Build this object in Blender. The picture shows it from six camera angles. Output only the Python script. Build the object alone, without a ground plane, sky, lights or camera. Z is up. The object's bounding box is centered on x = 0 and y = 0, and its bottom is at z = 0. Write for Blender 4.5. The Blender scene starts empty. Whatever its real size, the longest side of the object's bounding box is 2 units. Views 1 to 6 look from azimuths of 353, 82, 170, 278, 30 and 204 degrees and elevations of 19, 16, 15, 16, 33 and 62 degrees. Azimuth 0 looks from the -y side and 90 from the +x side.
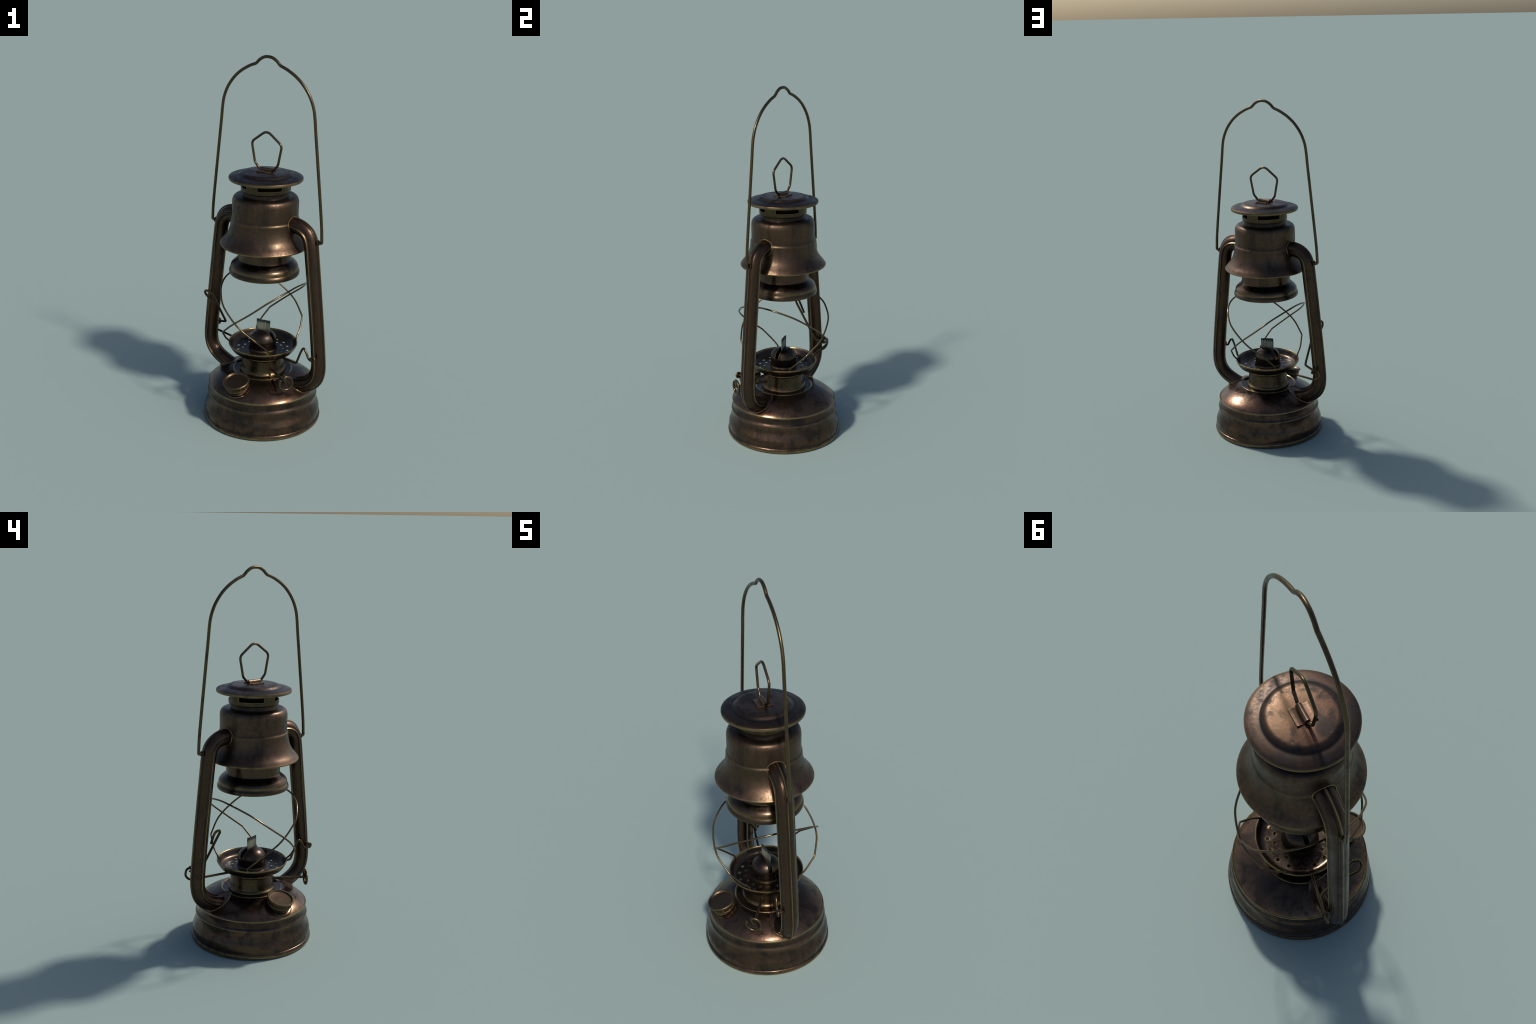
"""Old bronze oil lantern: turned sheet-metal bodies, two pressed side tubes,
bent wire guards and levers.  Everything is built in a local frame whose x axis
runs through both side tubes; the root Empty turns that frame to its place."""
import bpy, bmesh, math
from math import sin, cos, pi, radians, hypot, atan2, exp
from mathutils import Vector, Matrix

TURN = radians(-42.0)
SEG = 72

root = bpy.data.objects.new("oil_lantern", None)
bpy.context.scene.collection.objects.link(root)
root.rotation_euler = (0, 0, TURN)
root.empty_display_size = 0.2
root["label"] = "aged bronze kerosene lantern with wire globe guard and bail"
root["category"] = "oil lantern"


# ------------------------------------------------------------------ materials
class Nodes:
    """Tiny helper that keeps node graphs readable."""

    def __init__(self, name):
        self.mat = bpy.data.materials.new(name)
        self.mat.use_nodes = True
        self.t = self.mat.node_tree
        self.bsdf = self.t.nodes["Principled BSDF"]
        self.obj = self.t.nodes.new("ShaderNodeTexCoord").outputs["Object"]

    def put(self, sock, v):
        if isinstance(v, bpy.types.NodeSocket):
            self.t.links.new(v, sock)
        elif isinstance(v, tuple) and len(v) == 3 and sock.type == "RGBA":
            sock.default_value = (*v, 1)
        else:
            sock.default_value = v

    def math(self, op, a, b=0.0, c=0.0, clamp=False):
        n = self.t.nodes.new("ShaderNodeMath")
        n.operation, n.use_clamp = op, clamp
        for s, v in zip(n.inputs, (a, b, c)):
            self.put(s, v)
        return n.outputs[0]

    def noise(self, scale, detail=4.0, rough=0.55, stretch=(1, 1, 1), shift=(0, 0, 0), warp=0.0):
        m = self.t.nodes.new("ShaderNodeMapping")
        self.put(m.inputs["Vector"], self.obj)
        m.inputs["Scale"].default_value = stretch
        m.inputs["Location"].default_value = shift
        n = self.t.nodes.new("ShaderNodeTexNoise")
        self.put(n.inputs["Vector"], m.outputs[0])
        n.inputs["Scale"].default_value = scale
        n.inputs["Detail"].default_value = detail
        n.inputs["Roughness"].default_value = rough
        n.inputs["Distortion"].default_value = warp
        return n.outputs["Fac"]

    def span(self, v, lo, hi, a=0.0, b=1.0):
        n = self.t.nodes.new("ShaderNodeMapRange")
        n.interpolation_type = "SMOOTHSTEP"
        for s, x in zip(n.inputs[:5], (v, lo, hi, a, b)):
            self.put(s, x)
        return n.outputs[0]

    def mix(self, f, a, b):
        n = self.t.nodes.new("ShaderNodeMix")
        n.data_type = "RGBA"
        self.put(n.inputs[0], f)
        self.put(n.inputs[6], a)
        self.put(n.inputs[7], b)
        return n.outputs[2]

    def bands(self, v, stops, top=1.0):
        """Piecewise-linear mask over v (0..top): list of (position, value)."""
        n = self.t.nodes.new("ShaderNodeValToRGB")
        e = n.color_ramp.elements
        while len(e) < len(stops):
            e.new(0.5)
        for el, (p, x) in zip(e, stops):
            el.position, el.color = p / top, (x, x, x, 1)
        self.put(n.inputs[0], self.math("DIVIDE", v, top))
        return n.outputs["Color"]

    def edge(self, radius):
        """0 on flat metal, towards 1 on folds and rims within the radius."""
        bev = self.t.nodes.new("ShaderNodeBevel")
        bev.samples = 6
        bev.inputs["Radius"].default_value = radius
        geo = self.t.nodes.new("ShaderNodeNewGeometry")
        d = self.t.nodes.new("ShaderNodeVectorMath")
        d.operation = "DOT_PRODUCT"
        self.put(d.inputs[0], bev.outputs[0])
        self.put(d.inputs[1], geo.outputs["Normal"])
        return self.span(self.math("SUBTRACT", 1.0, d.outputs["Value"]), 0.004, 0.10)

    def xyz(self):
        s = self.t.nodes.new("ShaderNodeSeparateXYZ")
        self.put(s.inputs[0], self.obj)
        return s.outputs


COPPER = (0.160, 0.090, 0.057)
BROWN = (0.116, 0.067, 0.041)
DARK = (0.026, 0.022, 0.020)  # lowered and warmed to offset blue sky reflected on the tank top
OLIVE = (0.092, 0.065, 0.035)
BRASS = (0.300, 0.215, 0.095)


def aged(name, base, dark=DARK, second=OLIVE, worn=BRASS, patch=0.5, streak=0.0,
         rough=0.40, edge=0.55, zbands=None, rbands=None, gilt=None, top=2.0, bump=0.12, seams=0.0, clouds=(0.50, 0.66), cloud_size=13.0):
    n = Nodes(name)
    x, y, z = n.xyz()
    col = base
    # broad drifting between copper and olive patina
    drift = n.span(n.noise(5.0, 3, 0.55, (1, 1, 1), (3, 1, 7)), 0.38, 0.66)
    col = n.mix(n.math("MULTIPLY", drift, 0.6), base, second)
    # dark tarnish patches
    cloud = n.noise(cloud_size, 6, 0.62, (1, 1, 1), (0, 5, 2), 0.4)
    tarnish = n.math("MULTIPLY", n.span(cloud, *clouds), patch)
    col = n.mix(tarnish, col, dark)
    if streak:
        run = n.noise(16.0, 4, 0.6, (1, 1, 0.16), (2, 8, 0))
        col = n.mix(n.math("MULTIPLY", n.span(run, 0.50, 0.68), streak), col, dark)
        run2 = n.noise(13.0, 4, 0.6, (1, 1, 0.14), (9, 3, 4), 0.3)
        col = n.mix(n.math("MULTIPLY", n.span(run2, 0.50, 0.62), streak * 0.9), col, COPPER)
    # fine mottling
    speck = n.noise(75.0, 3, 0.6)
    col = n.mix(n.span(speck, 0.42, 0.72, 0.0, 0.32), col, dark)
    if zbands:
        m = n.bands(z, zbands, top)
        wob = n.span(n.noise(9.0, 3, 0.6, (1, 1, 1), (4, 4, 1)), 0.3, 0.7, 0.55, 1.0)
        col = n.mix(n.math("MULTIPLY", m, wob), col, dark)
    if rbands:
        r = n.math("SQRT", n.math("ADD", n.math("MULTIPLY", x, x), n.math("MULTIPLY", y, y)))
        m = n.bands(r, rbands, 0.4)
        col = n.mix(m, col, dark)
    if edge:
        wear = n.math("MULTIPLY", n.edge(0.0055), n.span(n.noise(22, 4, 0.6, (1, 1, 1), (7, 7, 7)), 0.30, 0.58, 0.35, 1.0))
        col = n.mix(n.math("MULTIPLY", wear, edge), col, worn)
    if gilt:
        m = n.bands(z, gilt, top)
        rub = n.span(n.noise(17.0, 4, 0.6, (1, 1, 1), (6, 2, 9)), 0.32, 0.60, 0.45, 1.0)
        col = n.mix(n.math("MULTIPLY", m, rub), col, worn)
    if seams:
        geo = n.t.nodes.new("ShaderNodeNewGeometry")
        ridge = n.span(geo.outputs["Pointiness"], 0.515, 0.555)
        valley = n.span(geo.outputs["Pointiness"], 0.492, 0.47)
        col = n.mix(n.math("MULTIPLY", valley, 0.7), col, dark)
        rub = n.span(n.noise(12.0, 4, 0.6, (1, 1, 0.5), (6, 2, 9)), 0.30, 0.60, 0.4, 1.0)
        col = n.mix(n.math("MULTIPLY", n.math("MULTIPLY", ridge, rub), seams), col, worn)
    b = n.bsdf
    n.put(b.inputs["Base Color"], col)
    b.inputs["Metallic"].default_value = 0.92
    ro = n.math("ADD", n.span(cloud, 0.35, 0.7, -0.06, 0.10), rough)
    ro = n.math("ADD", ro, n.span(speck, 0.4, 0.7, -0.03, 0.05))
    n.put(b.inputs["Roughness"], ro)
    bp = n.t.nodes.new("ShaderNodeBump")
    bp.inputs["Strength"].default_value = bump
    bp.inputs["Distance"].default_value = 0.02
    h = n.math("ADD", n.math("MULTIPLY", n.noise(11.0, 3, 0.5, (1, 1, 1), (1, 2, 3)), 0.7), n.math("MULTIPLY", n.noise(60, 4, 0.6), 0.05))
    n.put(bp.inputs["Height"], h)
    n.put(b.inputs["Normal"], bp.outputs[0])
    return n.mat


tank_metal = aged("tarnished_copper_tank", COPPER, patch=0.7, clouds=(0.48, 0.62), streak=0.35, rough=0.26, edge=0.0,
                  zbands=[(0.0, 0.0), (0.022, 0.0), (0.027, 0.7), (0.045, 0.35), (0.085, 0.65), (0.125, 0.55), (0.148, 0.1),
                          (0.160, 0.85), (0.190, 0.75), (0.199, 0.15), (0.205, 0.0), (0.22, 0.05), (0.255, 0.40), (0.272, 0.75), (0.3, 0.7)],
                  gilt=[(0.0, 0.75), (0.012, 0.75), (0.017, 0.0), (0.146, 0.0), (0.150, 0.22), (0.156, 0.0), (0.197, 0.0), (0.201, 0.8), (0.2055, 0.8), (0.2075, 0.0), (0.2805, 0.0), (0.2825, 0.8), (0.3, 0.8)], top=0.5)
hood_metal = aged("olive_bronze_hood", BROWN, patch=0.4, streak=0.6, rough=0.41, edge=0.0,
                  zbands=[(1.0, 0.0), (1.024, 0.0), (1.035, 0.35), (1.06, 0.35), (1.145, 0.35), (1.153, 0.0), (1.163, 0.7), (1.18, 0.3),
                          (1.255, 0.2), (1.272, 0.3), (1.282, 0.95), (1.32, 1.0)],  # last stops paint occlusion shade onto the inner cylinder below the vents
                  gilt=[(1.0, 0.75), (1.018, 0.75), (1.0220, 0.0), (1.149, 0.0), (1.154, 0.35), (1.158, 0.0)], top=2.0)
cap_metal = aged("copper_cap", (0.106, 0.060, 0.039), second=(0.094, 0.062, 0.038), patch=0.9, clouds=(0.43, 0.60), cloud_size=14.0, rough=0.42, edge=0.4, bump=0.08,
                 rbands=[(0.0, 0.0), (0.120, 0.0), (0.131, 0.15), (0.140, 0.85), (0.149, 0.8), (0.160, 0.55), (0.185, 0.45), (0.193, 0.1)],
                 gilt=[(1.3, 0.6), (1.379, 0.6), (1.3815, 0.0)], top=2.0)
plate_metal = aged("copper_plate", (0.125, 0.072, 0.047), patch=0.6, rough=0.32, edge=0.6)
hinge_metal = aged("worn_hinge_strap", (0.20, 0.120, 0.080), patch=0.4, rough=0.33, edge=1.0)
vent_metal = aged("olive_brass_vent", (0.088, 0.065, 0.035), patch=0.25, rough=0.38, edge=0.8)
holder_metal = aged("bronze_globe_holder", BROWN, patch=0.3, streak=0.45, rough=0.28, edge=0.0,
                    zbands=[(0.85, 0.0), (0.858, 0.25), (0.873, 0.7), (0.880, 0.0), (0.892, 0.0), (0.914, 0.6), (0.928, 0.8), (0.940, 0.15), (1.0, 0.2)],
                    gilt=[(0.85, 0.4), (0.853, 0.35), (0.856, 0.0), (0.878, 0.0), (0.882, 0.45), (0.888, 0.35), (0.893, 0.0)], top=2.0)
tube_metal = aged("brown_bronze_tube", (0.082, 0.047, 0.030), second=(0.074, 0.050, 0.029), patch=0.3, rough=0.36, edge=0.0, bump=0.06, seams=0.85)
burner_metal = aged("brass_burner_neck", (0.095, 0.064, 0.035), patch=0.5, streak=0.5, rough=0.32, edge=0.0,
                    gilt=[(0.27, 0.0), (0.279, 0.0), (0.283, 0.5), (0.289, 0.5), (0.294, 0.0), (0.367, 0.0), (0.371, 0.4), (0.376, 0.4), (0.378, 0.0)], top=1.0)
pan_metal = aged("dark_burner_pan", (0.080, 0.053, 0.034), dark=(0.026, 0.024, 0.028), patch=0.7, rough=0.30, edge=0.7, bump=0.25,  # dark base with darker bands on the floor and inner wall
                 rbands=[(0.0, 0.0), (0.085, 0.1), (0.1, 0.5), (0.15, 0.5), (0.160, 0.1), (0.168, 0.1), (0.174, 0.7), (0.183, 0.5), (0.187, 0.0)],
                 gilt=[(0.3, 0.0), (0.431, 0.0), (0.438, 0.75), (0.45, 0.9)], top=1.0)
dome_metal = aged("highlight_dimmed_dome", (0.080, 0.054, 0.037), dark=(0.018, 0.017, 0.019), patch=0.55, rough=0.33, edge=0.5,  # base colour turned down to weaken the dome's pinkish highlight
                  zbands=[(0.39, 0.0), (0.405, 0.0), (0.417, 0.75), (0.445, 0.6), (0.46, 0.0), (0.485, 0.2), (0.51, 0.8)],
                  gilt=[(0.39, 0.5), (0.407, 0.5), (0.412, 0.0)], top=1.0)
cap_brass = aged("bronze_filler_cap", (0.092, 0.060, 0.037), patch=0.6, rough=0.42, edge=0.75)
wire_metal = aged("brass_wire", (0.115, 0.078, 0.039), patch=0.4, rough=0.32, edge=0.0, bump=0.0)
guard_metal = aged("bright_brass_wire", (0.165, 0.112, 0.055), patch=0.4, rough=0.28, edge=0.0, bump=0.0)


def wick_material():
    n = Nodes("charred_cotton_wick")
    x, y, z = n.xyz()
    weave = n.noise(110, 3, 0.5, (1, 1, 0.15))
    col = n.mix(n.span(weave, 0.35, 0.65), (0.29, 0.28, 0.195), (0.20, 0.19, 0.135))  # cream cotton darkened to its shaded tone
    lim = n.math("ADD", z, n.span(weave, 0.3, 0.7, -0.004, 0.004))
    burnt = n.span(lim, 0.548, 0.560)
    soot = n.math("MULTIPLY", n.span(n.math("ABSOLUTE", x), 0.032, 0.038), n.span(lim, 0.530, 0.553))
    col = n.mix(n.math("MAXIMUM", burnt, soot), col, (0.030, 0.032, 0.036))
    low = n.span(z, 0.505, 0.525, 0.75, 0.0)
    col = n.mix(low, col, (0.05, 0.045, 0.035))
    n.put(n.bsdf.inputs["Base Color"], col)
    n.bsdf.inputs["Roughness"].default_value = 0.9
    return n.mat


def interior_black_material():
    n = Nodes("interior_black")  # near-black colour bakes unlit interior shade into the openings
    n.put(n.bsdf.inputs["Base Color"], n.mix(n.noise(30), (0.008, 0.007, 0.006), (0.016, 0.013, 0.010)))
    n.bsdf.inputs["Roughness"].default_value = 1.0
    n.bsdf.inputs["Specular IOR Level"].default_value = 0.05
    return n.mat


wick_cotton = wick_material()
soot = interior_black_material()


# ------------------------------------------------------------------- building
def smooth(me, angle=34):
    me.polygons.foreach_set("use_smooth", [True] * len(me.polygons))
    me.set_sharp_from_angle(angle=radians(angle))


def add(name, me, mat, parent=root, angle=34):
    me.name = name
    me.materials.clear()
    me.materials.append(mat)
    smooth(me, angle)
    ob = bpy.data.objects.new(name, me)
    bpy.context.scene.collection.objects.link(ob)
    ob.parent = parent
    return ob


def again(ob, turn_z=pi):
    """Second copy of a part, turned about the lantern's axis."""
    c = ob.copy()
    bpy.context.scene.collection.objects.link(c)
    c.rotation_euler = (0, 0, turn_z)
    return c


def finish(bm, tidy=True):
    if tidy:
        bmesh.ops.recalc_face_normals(bm, faces=bm.faces)
    me = bpy.data.meshes.new("part")
    bm.to_mesh(me)
    bm.free()
    return me


def flow(pts, n=6):
    """Catmull-Rom through control points."""
    P = [Vector(p) for p in pts]
    P = [2 * P[0] - P[1]] + P + [2 * P[-1] - P[-2]]
    out = []
    for i in range(1, len(P) - 2):
        p0, p1, p2, p3 = P[i - 1:i + 3]
        for k in range(n):
            t = k / n
            out.append(0.5 * (2 * p1 + (p2 - p0) * t + (2 * p0 - 5 * p1 + 4 * p2 - p3) * t * t + (3 * p1 - p0 - 3 * p2 + p3) * t ** 3))
    out.append(P[-2])
    return out


def bend(pts, radius, n=6):
    """Polyline whose corners are rounded like bent wire."""
    P = [Vector(p) for p in pts]
    rad = radius if isinstance(radius, (list, tuple)) else [radius] * len(P)
    out = [P[0]]
    for i in range(1, len(P) - 1):
        a, b = P[i - 1] - P[i], P[i + 1] - P[i]
        r = min(rad[i], a.length * 0.48, b.length * 0.48)
        s, e = P[i] + a.normalized() * r, P[i] + b.normalized() * r
        for k in range(n + 1):
            t = k / n
            out.append(s * (1 - t) ** 2 + P[i] * 2 * t * (1 - t) + e * t * t)
    out.append(P[-1])
    return out


def revolve(profile, closed=False, seg=SEG):
    """Turn an (r, z) profile about the z axis; r = 0 ends become poles."""
    bm = bmesh.new()
    rings = []
    for r, z in profile:
        if r < 1e-6:
            rings.append([bm.verts.new((0, 0, z))])
        else:
            rings.append([bm.verts.new((r * cos(a), r * sin(a), z)) for a in (2 * pi * k / seg for k in range(seg))])
    pairs = list(zip(rings, rings[1:])) + ([(rings[-1], rings[0])] if closed else [])
    for a, b in pairs:
        for k in range(seg):
            j = (k + 1) % seg
            f = [a[k % len(a)], a[j % len(a)], b[j % len(b)], b[k % len(b)]]
            f = list(dict.fromkeys(f))
            if len(f) > 2:
                bm.faces.new(f)
    return finish(bm)


def sweep(path, section, up, closed=False, caps=True):
    """Carry a closed (x, y) section along a path; section x stays near `up`.
    The section may also be a function of the position (0..1) along the path."""
    P = [Vector(p) for p in path]
    N = len(P)
    bm = bmesh.new()
    ref = Vector(up)
    rings = []
    for i in range(N):
        if closed:
            t = P[(i + 1) % N] - P[i - 1]
        else:
            t = P[min(i + 1, N - 1)] - P[max(i - 1, 0)]
        t.normalize()
        ref = (ref - t * ref.dot(t)).normalized()
        side = t.cross(ref)
        here = section(i / (N - 1)) if callable(section) else section
        rings.append([bm.verts.new(P[i] + ref * x + side * y) for x, y in here])
    m = len(rings[0])
    pairs = list(zip(rings, rings[1:])) + ([(rings[-1], rings[0])] if closed else [])
    for a, b in pairs:
        for k in range(m):
            bm.faces.new((a[k], a[(k + 1) % m], b[(k + 1) % m], b[k]))
    if caps and not closed:
        bm.faces.new(rings[0][::-1])
        bm.faces.new(rings[-1])
    return finish(bm)


def disc(r, n=12):
    return [(r * cos(2 * pi * k / n), r * sin(2 * pi * k / n)) for k in range(n)]


def wire(name, path, r, mat=None, parent=root, up=(0.13, 0.97, 0.21), closed=False, n=12):
    return add(name, sweep(path, disc(r, n), up, closed), mat or wire_metal, parent, 60)


def hoop(centre, normal, R, start=0.0, turn=2 * pi, n=28):
    """Points of an arc round `normal`."""
    nrm = Vector(normal).normalized()
    u = Vector((0, 0, 1))
    u = (u - nrm * u.dot(nrm)).normalized() if abs(nrm.z) < 0.95 else Vector((1, 0, 0))
    v = nrm.cross(u)
    c = Vector(centre)
    full = abs(turn - 2 * pi) < 1e-6
    m = n if full else n + 1
    return [c + (u * cos(start + turn * k / n) + v * sin(start + turn * k / n)) * R for k in range(m)]


def block(cx, cy, cz, sx, sy, sz):
    bm = bmesh.new()
    bmesh.ops.create_cube(bm, size=1.0, matrix=Matrix.Translation((cx, cy, cz)) @ Matrix.Diagonal((sx, sy, sz, 1)))
    return bm


def join(*meshes):
    bm = bmesh.new()
    for me in meshes:
        bm.from_mesh(me)
    return finish(bm, False)


def cut(me, cutter):
    """Boolean difference of two meshes, applied."""
    a = bpy.data.objects.new("cut_body", me)
    b = bpy.data.objects.new("cut_tool", cutter)
    for o in (a, b):
        bpy.context.scene.collection.objects.link(o)
    m = a.modifiers.new("cut", "BOOLEAN")
    m.object, m.operation, m.solver = b, "DIFFERENCE", "EXACT"
    bpy.context.view_layer.update()
    out = bpy.data.meshes.new_from_object(a.evaluated_get(bpy.context.evaluated_depsgraph_get()))
    for o in (a, b):
        bpy.data.objects.remove(o)
    return out


# ------------------------------------------------------------------ fuel tank
def tank_top(r):
    """Height of the tank's domed top at radius r."""
    if r <= 0.165:
        return 0.280
    t = min((r - 0.165) / 0.133, 1.0)
    return 0.2035 + 0.0745 * (1 - t ** 1.3) ** (1 / 1.3)


wall = [(0.0, 0.012), (0.300, 0.012), (0.318, 0.002), (0.3225, 0.0), (0.3265, 0.003), (0.3285, 0.009), (0.3283, 0.017), (0.3265, 0.024)]
wall += [(0.3240, 0.0265), (0.3222, 0.0275)]
wall += [tuple(p)[:2] for p in flow([(0.3218, 0.030, 0), (0.3228, 0.042, 0), (0.3222, 0.060, 0), (0.3190, 0.075, 0), (0.3120, 0.094, 0), (0.3072, 0.110, 0),
                                     (0.3052, 0.124, 0), (0.3050, 0.136, 0), (0.3068, 0.146, 0), (0.3066, 0.151, 0), (0.3046, 0.156, 0), (0.3002, 0.163, 0)], 3)]
wall += [(0.2988, 0.167), (0.2984, 0.182), (0.2986, 0.195), (0.3002, 0.1985), (0.3010, 0.2015), (0.3002, 0.2045), (0.2985, 0.2065)]
domed = [(r, tank_top(r)) for r in [0.2978 - 0.1318 * (1 - cos(pi / 2 * k / 22)) for k in range(1, 23)]]
collar = [(0.1665, 0.2785), (0.1668, 0.2825), (0.1640, 0.2848), (0.1600, 0.2830), (0.1570, 0.2795), (0.135, 0.2775), (0.118, 0.2775), (0.0, 0.2775)]
tank = add("fuel_tank", revolve(wall + domed + collar), tank_metal)

# mounting plates where the tubes enter the tank: a leaf shape lying on the dome
def leaf_plate():
    outline = flow([(0.145, 0.0, 0), (0.152, 0.022, 0), (0.169, 0.037, 0), (0.200, 0.052, 0), (0.233, 0.0545, 0), (0.263, 0.044, 0), (0.286, 0.022, 0), (0.2935, 0.0, 0)], 6)
    outline = outline + [Vector((p.x, -p.y, 0)) for p in outline[-2:0:-1]]
    c = Vector((0.222, 0, 0))
    bm = bmesh.new()
    rows = []
    for s, lift in ((1.0, -0.006), (1.005, 0.0035), (0.975, 0.0060), (0.945, 0.0055), (0.915, 0.0030), (0.7, 0.003), (0.4, 0.003)):
        row = []
        for p in outline:
            q = c + (p - c) * s
            row.append(bm.verts.new((q.x, q.y, tank_top(min(q.length, 0.2975)) + lift)))
        rows.append(row)
    for a, b in zip(rows, rows[1:]):
        for k in range(len(a)):
            bm.faces.new((a[k], a[(k + 1) % len(a)], b[(k + 1) % len(a)], b[k]))
    bm.faces.new(rows[-1])
    return finish(bm)


plate = add("mounting_plate", leaf_plate(), plate_metal, tank, 50)
again(plate)

# filler cap: tilted outwards on the dome, knurled skirt over a threaded neck
cap_at = Matrix.Translation((0.0, -0.246, 0.297)) @ Matrix.Rotation(radians(16), 4, "X")


def filler_cap():
    seg, bm = 96, bmesh.new()
    prof = [(0.0, -0.006), (0.050, -0.0058), (0.0575, -0.0050), (0.0605, -0.0005), (0.0640, 0.0022), (0.0690, 0.0022), (0.0725, -0.0005),
            (0.0730, -0.0050), (0.0710, -0.0085), (0.0680, -0.0105), (0.0670, -0.013), (0.0645, -0.030), (0.0640, -0.0325), (0.0655, -0.035),
            (0.0650, -0.0385), (0.0610, -0.0400), (0.0, -0.0400)]
    rows = []
    for i, (r, z) in enumerate(prof):
        row = []
        for k in range(seg):
            a = 2 * pi * k / seg
            rr = r - (0.0028 if i in (10, 11) and k % 3 == 0 else 0.0)
            row.append(bm.verts.new((rr * cos(a), rr * sin(a), z)) if r else None)
        rows.append(row if r else [bm.verts.new((0, 0, z))])
    for a, b in zip(rows, rows[1:]):
        for k in range(seg):
            j = (k + 1) % seg
            f = list(dict.fromkeys([a[k % len(a)], a[j % len(a)], b[j % len(b)], b[k % len(b)]]))
            bm.faces.new(f)
    return finish(bm)


cap_ob = add("filler_cap", filler_cap(), cap_brass, tank, 30)
cap_ob.matrix_local = cap_at
neck_prof = [(0.0, -0.040), (0.0575, -0.041)]
for k in range(3):
    z0 = -0.044 - 0.0055 * k
    neck_prof += [(0.0555, z0), (0.0600, z0 - 0.0022), (0.0555, z0 - 0.0044)]
neck_prof += [(0.0555, -0.085), (0.0, -0.085)]
thread = add("filler_neck", revolve(neck_prof, seg=48), cap_brass, cap_ob, 40)
seat = add("filler_seat", revolve([(0.050, -0.085), (0.072, -0.085), (0.0715, -0.061), (0.0690, -0.0585), (0.0655, -0.061), (0.0645, -0.066), (0.050, -0.066)], True, 48), plate_metal, cap_ob, 40)

# --------------------------------------------------------------- burner group
neck = add("burner_neck", revolve([
    (0.0, 0.270), (0.1235, 0.272), (0.1265, 0.2795), (0.1268, 0.2860), (0.1245, 0.2900), (0.1205, 0.2925), (0.1175, 0.2980), (0.1165, 0.310), (0.1160, 0.340),
    (0.1160, 0.362), (0.1170, 0.3665), (0.1205, 0.3690), (0.1222, 0.3725), (0.1210, 0.3765), (0.1165, 0.3785), (0.110, 0.3795), (0.107, 0.383), (0.1060, 0.3975),
    (0.0, 0.3960)]), burner_metal)

pan_prof = [(0.070, 0.4015), (0.150, 0.4015), (0.1590, 0.4030), (0.1665, 0.4075), (0.1725, 0.4150), (0.1785, 0.4260), (0.1825, 0.4345), (0.1845, 0.4395), (0.1870, 0.4415),
            (0.1895, 0.4405), (0.1908, 0.4375), (0.1905, 0.4335), (0.1885, 0.4290), (0.1830, 0.4200), (0.1760, 0.4085), (0.1695, 0.4005), (0.1610, 0.3982), (0.150, 0.3975), (0.070, 0.3975)]
holes = []
for ring_r, shift in ((0.139, 0.0), (0.108, pi / 16)):
    for k in range(16):
        a = shift + 2 * pi * k / 16
        bm = bmesh.new()
        bmesh.ops.create_cone(bm, cap_ends=True, segments=18, radius1=0.0085, radius2=0.0085, depth=0.03,
                              matrix=Matrix.Translation((ring_r * cos(a), ring_r * sin(a), 0.400)))
        holes.append(finish(bm, False))
pan = add("burner_pan", cut(revolve(pan_prof, True), join(*holes)), pan_metal, neck, 40)

dome_out = [(0.079, 0.3985), (0.0800, 0.4038), (0.0780, 0.4075), (0.0755, 0.4120), (0.0745, 0.4190), (0.0738, 0.4350), (0.0742, 0.4430), (0.0755, 0.4480)]
dome_out += [(0.0758 * cos(t) ** 0.92, 0.4515 + 0.060 * sin(t)) for t in (pi / 2 * k / 14 for k in range(14))]
dome_in = [(0.0, 0.5080)] + [(0.0722 * cos(t), 0.4500 + 0.058 * sin(t)) for t in (pi / 2 * k / 10 for k in range(9, -1, -1))] + [(0.0715, 0.4000), (0.075, 0.3985)]
slot = block(0, 0, 0.502, 0.30, 0.021, 0.064)
tip = bmesh.new()
bmesh.ops.create_cone(tip, cap_ends=True, segments=24, radius1=0.0105, radius2=0.0105, depth=0.30,
                      matrix=Matrix.Translation((0, 0, 0.470)) @ Matrix.Rotation(pi / 2, 4, "Y"))
dome_me = revolve(dome_out + [(0.0, 0.5115)] + dome_in, True)
for tool in (finish(slot), finish(tip)):
    dome_me = cut(dome_me, tool)
dome = add("burner_dome", dome_me, dome_metal, neck, 40)
lining = add("dark_dome_fill", revolve([(0.0, 0.4020), (0.070, 0.4020), (0.070, 0.4460), (0.0, 0.4470)]), soot, dome)


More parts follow.
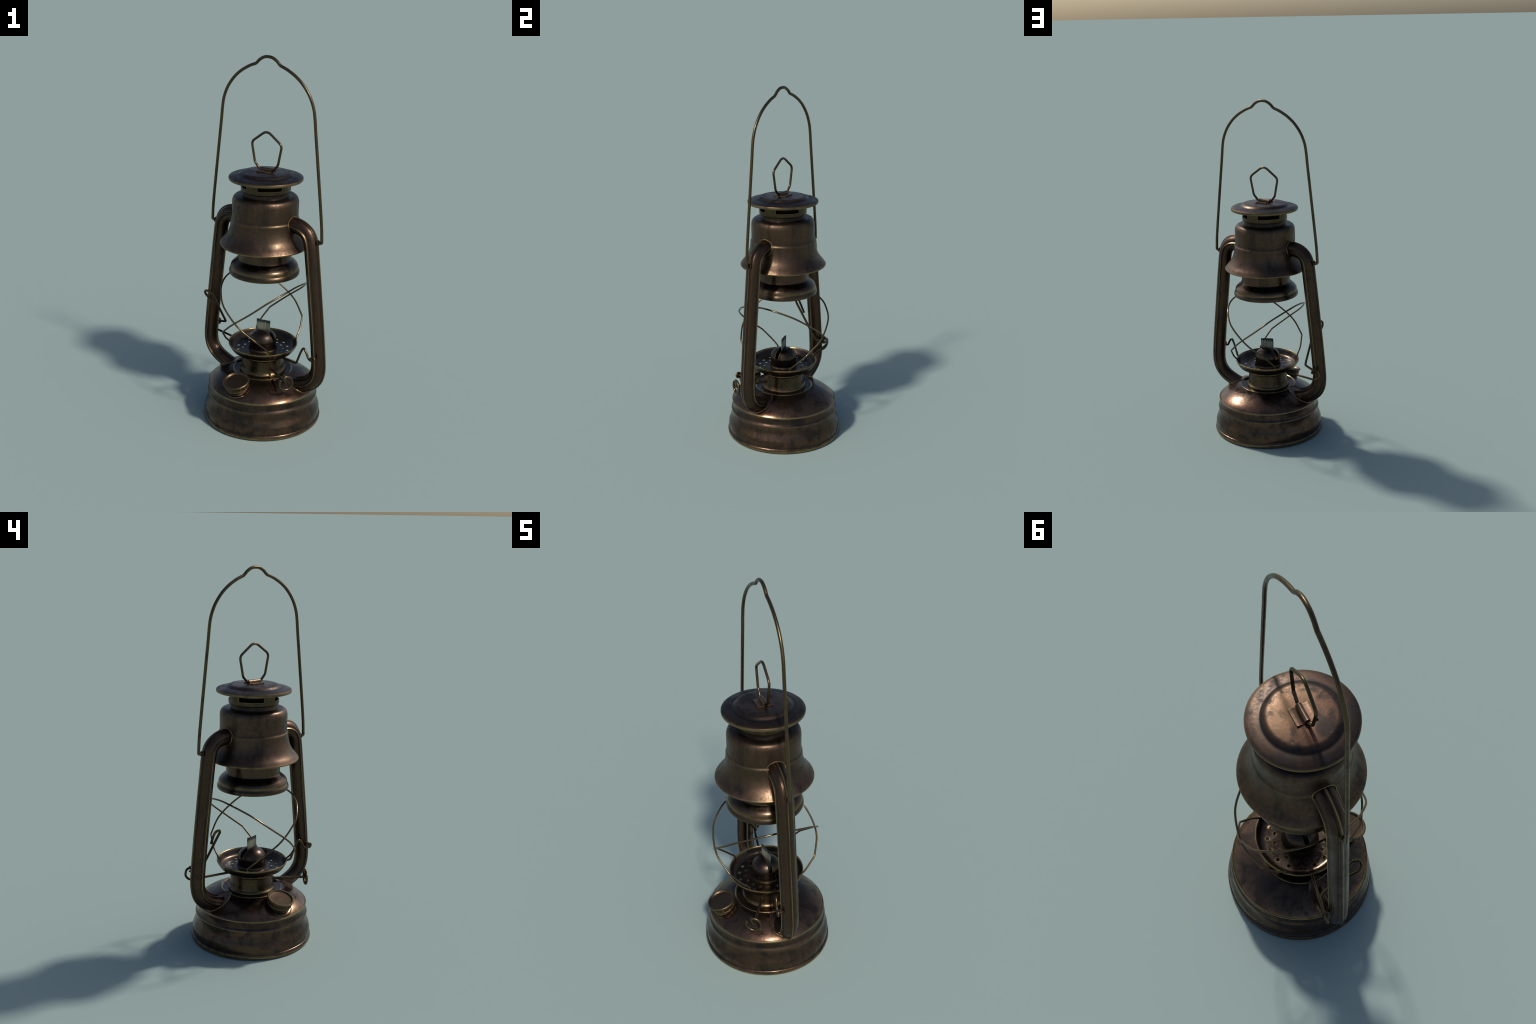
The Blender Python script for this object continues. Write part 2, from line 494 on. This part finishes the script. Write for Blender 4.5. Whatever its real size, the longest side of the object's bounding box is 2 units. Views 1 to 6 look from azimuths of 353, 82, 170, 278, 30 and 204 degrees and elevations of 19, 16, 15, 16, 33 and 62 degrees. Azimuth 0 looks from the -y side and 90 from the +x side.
def wick_mesh():
    """A flat woven strap, slightly bowed, leaning in the slot."""
    bm = bmesh.new()
    nx, nz = 18, 14
    twist_c, twist_s = cos(radians(15)), sin(radians(15))
    grid = {}
    for side in (0, 1):
        for i in range(nx + 1):
            for k in range(nz + 1):
                u, w = i / nx * 2 - 1, k / nz
                x = 0.0390 * u
                z = 0.430 + w * (0.1385 - 0.002 * u + 0.0006 * sin(u * 7.0))
                y = (0.0032 if side else -0.0032) * (1 - 0.4 * u ** 8) + 0.004 * (u * u - 0.4) * w
                grid[side, i, k] = bm.verts.new((x * twist_c - y * twist_s, x * twist_s + y * twist_c, z))
    for side in (0, 1):
        for i in range(nx):
            for k in range(nz):
                bm.faces.new((grid[side, i, k], grid[side, i + 1, k], grid[side, i + 1, k + 1], grid[side, i, k + 1]))
    for k in range(nz):
        for i in (0, nx):
            bm.faces.new((grid[0, i, k], grid[1, i, k], grid[1, i, k + 1], grid[0, i, k + 1]))
    for i in range(nx):
        for k in (0, nz):
            bm.faces.new((grid[0, i, k], grid[1, i, k], grid[1, i + 1, k], grid[0, i + 1, k]))
    return finish(bm)


add("wick", wick_mesh(), wick_cotton, neck, 50)

# wick knob: a rod that ends in a spiral finger ring standing across it
ka = radians(-30.5)
kd = Vector((cos(ka), sin(ka), 0))
kc = kd * 0.300 + Vector((0, 0, 0.3215))
ring_pts = hoop(kc, kd, 0.0375, radians(18), radians(-322), 40)
rod = bend([kd * 0.095 + Vector((0, 0, 0.3235)), kc + Vector((0, 0, 0.0)), ring_pts[0] + (ring_pts[0] - ring_pts[1]) * 0.6 + Vector((0, 0, -0.006)), ring_pts[0]], 0.009)
wire("wick_knob", rod[:-1] + ring_pts, 0.0074, wire_metal, neck, (0.3, 0.2, 0.9))
add("knob_bushing", sweep([kd * 0.108 + Vector((0, 0, 0.3235)), kd * 0.1225 + Vector((0, 0, 0.3235))], disc(0.0125, 20), (0, 0, 1)), burner_metal, neck)

# ----------------------------------------------------------------- side tubes
axis = [(0.135, 1.149), (0.175, 1.149), (0.205, 1.1475), (0.232, 1.141), (0.256, 1.128), (0.274, 1.109), (0.2855, 1.084), (0.2925, 1.050), (0.299, 1.000),
        (0.3075, 0.930), (0.319, 0.830), (0.3305, 0.730), (0.342, 0.630), (0.3535, 0.520), (0.360, 0.450), (0.3632, 0.405), (0.3615, 0.365), (0.352, 0.330), (0.334, 0.302), (0.308, 0.279), (0.276, 0.262), (0.240, 0.248), (0.205, 0.236), (0.185, 0.226)]


def tube_section(along, n=128):
    """Two pressed halves: a round tube with four narrow raised seams."""
    out = []
    amp = 1.0 - min(max((along - 0.88) / 0.05, 0.0), 1.0)
    for k in range(n):
        a = 2 * pi * k / n
        d = abs((a + pi / 4) % (pi / 2) - pi / 4)
        r = 0.0388 + amp * 0.0068 * exp(-(d / radians(4.6)) ** 2) - amp * 0.0018 * exp(-((d - radians(13)) / radians(5.5)) ** 2)
        out.append((r * cos(a), r * sin(a)))
    return out


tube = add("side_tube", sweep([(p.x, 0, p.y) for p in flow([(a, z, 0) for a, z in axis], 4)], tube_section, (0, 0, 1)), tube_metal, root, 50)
tube2 = again(tube)
# bead where each tube is let into the hood, and the eyelet for the bail
def hood_radius(z):
    stops = [(1.09, 0.1925), (1.105, 0.1885), (1.13, 0.1840), (1.153, 0.1822), (1.160, 0.1790), (1.166, 0.1767), (1.25, 0.1765)]
    for (z0, r0), (z1, r1) in zip(stops, stops[1:]):
        if z <= z1:
            return r0 + (r1 - r0) * (z - z0) / (z1 - z0)
    return stops[-1][1]


seam = []
for k in range(48):
    b, z = 0.0450 * sin(2 * pi * k / 48), 1.149 + 0.0450 * cos(2 * pi * k / 48)
    seam.append((math.sqrt(hood_radius(z) ** 2 - b * b) + 0.0012, b, z))
bead = add("tube_collar", sweep(seam, disc(0.0027, 8), (1, 0, 0), True), tube_metal, tube)
eye = add("bail_eyelet", sweep(hoop((0.333, 0, 1.083), (1, 0, 0.15), 0.0118), disc(0.0032, 8), (1, 0, 0), True), wire_metal, tube)
for ob in (bead, eye):
    c = ob.copy()
    bpy.context.scene.collection.objects.link(c)
    c.parent = tube2

# --------------------------------------------------------------- chimney hood
hood_prof = [(0.2340, 1.0120), (0.2375, 1.0125), (0.2395, 1.0155), (0.2395, 1.0190), (0.2370, 1.0225)]
hood_prof += [tuple(p)[:2] for p in flow([(0.2350, 1.0255, 0), (0.2270, 1.0360, 0), (0.2130, 1.0520, 0), (0.2005, 1.0710, 0), (0.1915, 1.0930, 0), (0.1860, 1.1150, 0), (0.1830, 1.1370, 0), (0.1822, 1.1520, 0)], 4)]
hood_prof += [(0.1815, 1.1560), (0.1790, 1.1590), (0.1770, 1.1635), (0.1765, 1.1700), (0.1765, 1.2000), (0.1765, 1.2300)]
hood_prof += [tuple(p)[:2] for p in flow([(0.1765, 1.2440, 0), (0.1755, 1.2560, 0), (0.1715, 1.2680, 0), (0.1640, 1.2770, 0), (0.1520, 1.2825, 0), (0.1360, 1.2840, 0)], 4)]
hood_prof += [(0.1225, 1.2835), (0.1213, 1.2870), (0.1213, 1.3120), (0.1190, 1.3130), (0.1190, 1.2800), (0.1500, 1.2785), (0.1690, 1.2660), (0.1735, 1.2500), (0.1735, 1.1600),
              (0.1790, 1.1400), (0.1850, 1.1050), (0.1960, 1.0730), (0.2100, 1.0500), (0.2240, 1.0330), (0.2335, 1.0215), (0.2325, 1.0150)]
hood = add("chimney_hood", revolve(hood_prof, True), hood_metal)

slots = []
for k in range(4):
    bm, arc = bmesh.new(), [radians(45 + 90 * k + 29 * (2 * i / 10 - 1)) for i in range(11)]
    rows = [[bm.verts.new((r * cos(a), r * sin(a), z)) for r, z in ((0.10, 1.329), (0.15, 1.329), (0.15, 1.3525), (0.10, 1.3525))] for a in arc]
    for a, b in zip(rows, rows[1:]):
        for i in range(4):
            bm.faces.new((a[i], a[(i + 1) % 4], b[(i + 1) % 4], b[i]))
    bm.faces.new(rows[0])
    bm.faces.new(rows[-1])
    slots.append(finish(bm))
vent_prof = [(0.1240, 1.3035), (0.1265, 1.3035), (0.1300, 1.3060), (0.1315, 1.3110), (0.1315, 1.3240), (0.1315, 1.3560), (0.1315, 1.3700), (0.1262, 1.3700), (0.1262, 1.3080)]
vent = add("vent_ring", cut(revolve(vent_prof, True), join(*slots)), vent_metal, hood, 40)
add("dark_slot_core", revolve([(0.0, 1.3200), (0.1180, 1.3200), (0.1180, 1.3100), (0.1000, 1.3100), (0.1000, 1.3700), (0.0, 1.3700)]), soot, vent)  # black plug modelled behind the slots to give them a shadowed interior

top_prof = [(0.0, 1.4065), (0.060, 1.4063), (0.115, 1.4055), (0.1245, 1.4040), (0.1305, 1.4005), (0.1365, 1.3955), (0.1415, 1.3920), (0.1465, 1.3905), (0.1520, 1.3905), (0.165, 1.3885),
            (0.180, 1.3855), (0.1905, 1.3825), (0.1945, 1.3805), (0.1960, 1.3775), (0.1960, 1.3695), (0.1945, 1.3665), (0.1915, 1.3660), (0.170, 1.3690), (0.135, 1.3725), (0.0, 1.3735)]
lid = add("top_cap", revolve(top_prof), cap_metal, hood)

# hinge strap on the lid and the lift ring held in its barrel
def hinge_mesh():
    sect = [(-0.0385, 0.0), (-0.0385, 0.0062), (-0.0360, 0.0070), (-0.0250, 0.0062), (-0.0140, 0.0036), (-0.0108, 0.0030)]
    sect += [(0.0112 * cos(t), 0.0104 + 0.0112 * sin(t)) for t in (pi * 1.14 - pi * 1.28 * k / 16 for k in range(17))]
    sect += [(0.0108, 0.0030), (0.0140, 0.0036), (0.0250, 0.0062), (0.0360, 0.0070), (0.0385, 0.0062), (0.0385, 0.0)]
    bm = bmesh.new()
    rows = [[bm.verts.new((x, b, 1.4060 + h)) for b, h in sect] for x in (-0.0365, -0.0355, 0.0, 0.0350, 0.0360)]
    m = len(sect)
    for a, b in zip(rows, rows[1:]):
        for k in range(m):
            bm.faces.new((a[k], a[(k + 1) % m], b[(k + 1) % m], b[k]))
    bm.faces.new(rows[0])
    bm.faces.new(rows[-1])
    return finish(bm)


add("ring_hinge", hinge_mesh(), hinge_metal, lid, 30)
lift = bend([(0.0, 0, 1.4165), (0.0425, 0, 1.4150), (0.0560, 0, 1.4310), (0.0725, 0, 1.4470), (0.0945, 0, 1.5530), (0.0, 0, 1.6215),
             (-0.0945, 0, 1.5530), (-0.0725, 0, 1.4470), (-0.0560, 0, 1.4310), (-0.0425, 0, 1.4150), (0.0, 0, 1.4165)],
            [0, 0.006, 0.006, 0.012, 0.020, 0.034, 0.020, 0.012, 0.006, 0.006, 0])
wire("lift_ring", lift, 0.0064, wire_metal, lid, (0, 1, 0))

# --------------------------------------------------------------- globe holder
gp = [(0.1865, 0.8520), (0.1888, 0.8523), (0.1901, 0.8550)]
gp += [tuple(p)[:2] for p in flow([(0.1904, 0.8590, 0), (0.1902, 0.8640, 0), (0.1886, 0.8700, 0), (0.1856, 0.8755, 0), (0.1832, 0.8795, 0)], 3)]
gp += [tuple(p)[:2] for p in flow([(0.1827, 0.8815, 0), (0.1828, 0.8870, 0), (0.1812, 0.8945, 0), (0.1765, 0.9030, 0), (0.1680, 0.9120, 0), (0.1575, 0.9210, 0), (0.1490, 0.9285, 0), (0.1447, 0.9330, 0)], 4)]
gp += [(0.1431, 0.9370), (0.1428, 0.9500)]
gp += [(0.1428, 1.0000), (0.1428, 1.1400), (0.1400, 1.1400), (0.1400, 0.9400), (0.1470, 0.9260), (0.1650, 0.9100), (0.1765, 0.8950), (0.1785, 0.8820), (0.1850, 0.8680), (0.1870, 0.8570)]
holder = add("globe_holder", revolve(gp, True), holder_metal)
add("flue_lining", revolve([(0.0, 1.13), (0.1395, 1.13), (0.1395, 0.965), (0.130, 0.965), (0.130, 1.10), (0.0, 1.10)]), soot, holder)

# ------------------------------------------------------- bail, guards, levers
half = [(0.3530, 1.0900), (0.3460, 1.1960), (0.3100, 1.5070), (0.2935, 1.6450), (0.2860, 1.7150), (0.2760, 1.7660), (0.2520, 1.8210), (0.2130, 1.8720), (0.1690, 1.9090), (0.1220, 1.9360),
        (0.0930, 1.9480), (0.0735, 1.9560), (0.0520, 1.9755), (0.0260, 1.9895), (0.0, 1.9930)]
arch = flow([(a, z, 0) for a, z in half + [(-a, z) for a, z in half[-2::-1]]], 6)
arch = [Vector((p.x, 0, p.y)) for p in arch]
foot = bend([(0.312, 0, 1.0830), (0.3535, 0, 1.0830), arch[3]], 0.009)
arch = foot[:-1] + arch[3:-3] + [Vector((-p.x, 0, p.z)) for p in foot[:-1]][::-1]
wire("bail_handle", arch, 0.0080, wire_metal, root, (0, 1, 0), n=16)

guard_half = [(-0.1108, 0.2235, 0.5435), (-0.022, 0.2640, 0.6197), (0.0846, 0.2467, 0.7019), (0.1473, 0.1916, 0.7570), (0.1800, 0.1380, 0.7840), (0.2010, 0.0720, 0.8020), (0.2070, 0.0, 0.8090)]
g = flow(guard_half + [(a, -b, z) for a, b, z in guard_half[-2::-1]], 8)
leg = [(-0.1345, 0.1275, 0.4300), (-0.1350, 0.1280, 0.4510), (-0.1340, 0.1650, 0.4830)]
legs = bend(leg + [g[0], g[1]], [0, 0.006, 0.03, 0.012, 0])
path = legs[:-1] + g[1:-1] + [Vector((p.x, -p.y, p.z)) for p in legs[:-1]][::-1]
guard = wire("guard_wire", path, 0.0047, guard_metal, root, (0, 0, 1))
again(guard)

# catch wire on the first tube
catch = bend([(0.110, -0.015, 0.3890), (0.160, -0.0235, 0.3895), (0.247, -0.039, 0.3920), (0.2800, -0.0450, 0.4760), (0.2970, -0.0480, 0.5030), (0.3180, -0.0520, 0.4780),
              (0.3320, -0.0550, 0.4500), (0.3560, -0.0600, 0.4440)], [0, 0.01, 0.012, 0.03, 0.022, 0.02, 0.012, 0])
ring_c = hoop((0.3640, -0.0610, 0.4560), (0.16, 1, 0), 0.0125, radians(190), radians(-330), 24)
catch_ob = wire("catch_wire", catch + ring_c[1:], 0.0062)
wire("catch_pin", [(0.3640, -0.070, 0.4570), (0.3600, -0.020, 0.4570)], 0.0052, wire_metal, catch_ob)

# lifting lever on the second tube: rod, coil and hooked thumb lever
lift_rod = bend([(-0.110, 0.016, 0.3880), (-0.160, 0.0240, 0.3895), (-0.3730, 0.0590, 0.3930), (-0.3980, 0.0640, 0.4200), (-0.3870, 0.0650, 0.4560), (-0.3560, 0.0600, 0.4580), (-0.3560, 0.0600, 0.4350)],
                [0, 0.01, 0.02, 0.025, 0.025, 0.012, 0])
rod_ob = wire("lever_rod", lift_rod, 0.0062)
wire("lever_coil", hoop((-0.3580, 0.0600, 0.4490), (0.75, -0.12, 0.35), 0.0165), 0.0046, wire_metal, rod_ob, (0, 0, 1), True)
wire("lever_pin", [(-0.3620, 0.072, 0.4350), (-0.3600, 0.020, 0.4350)], 0.0055, wire_metal, rod_ob)
lever = bend([(-0.3620, 0.0580, 0.4480), (-0.2905, 0.0430, 0.4680), (-0.2860, -0.0920, 0.6840), (-0.3030, -0.1080, 0.7010), (-0.3260, -0.1060, 0.6960), (-0.3310, -0.0960, 0.6740), (-0.3150, -0.0550, 0.6170)],
             [0, 0.010, 0.012, 0.014, 0.014, 0.014, 0])
wire("thumb_lever", lever, 0.0066, wire_metal, rod_ob)
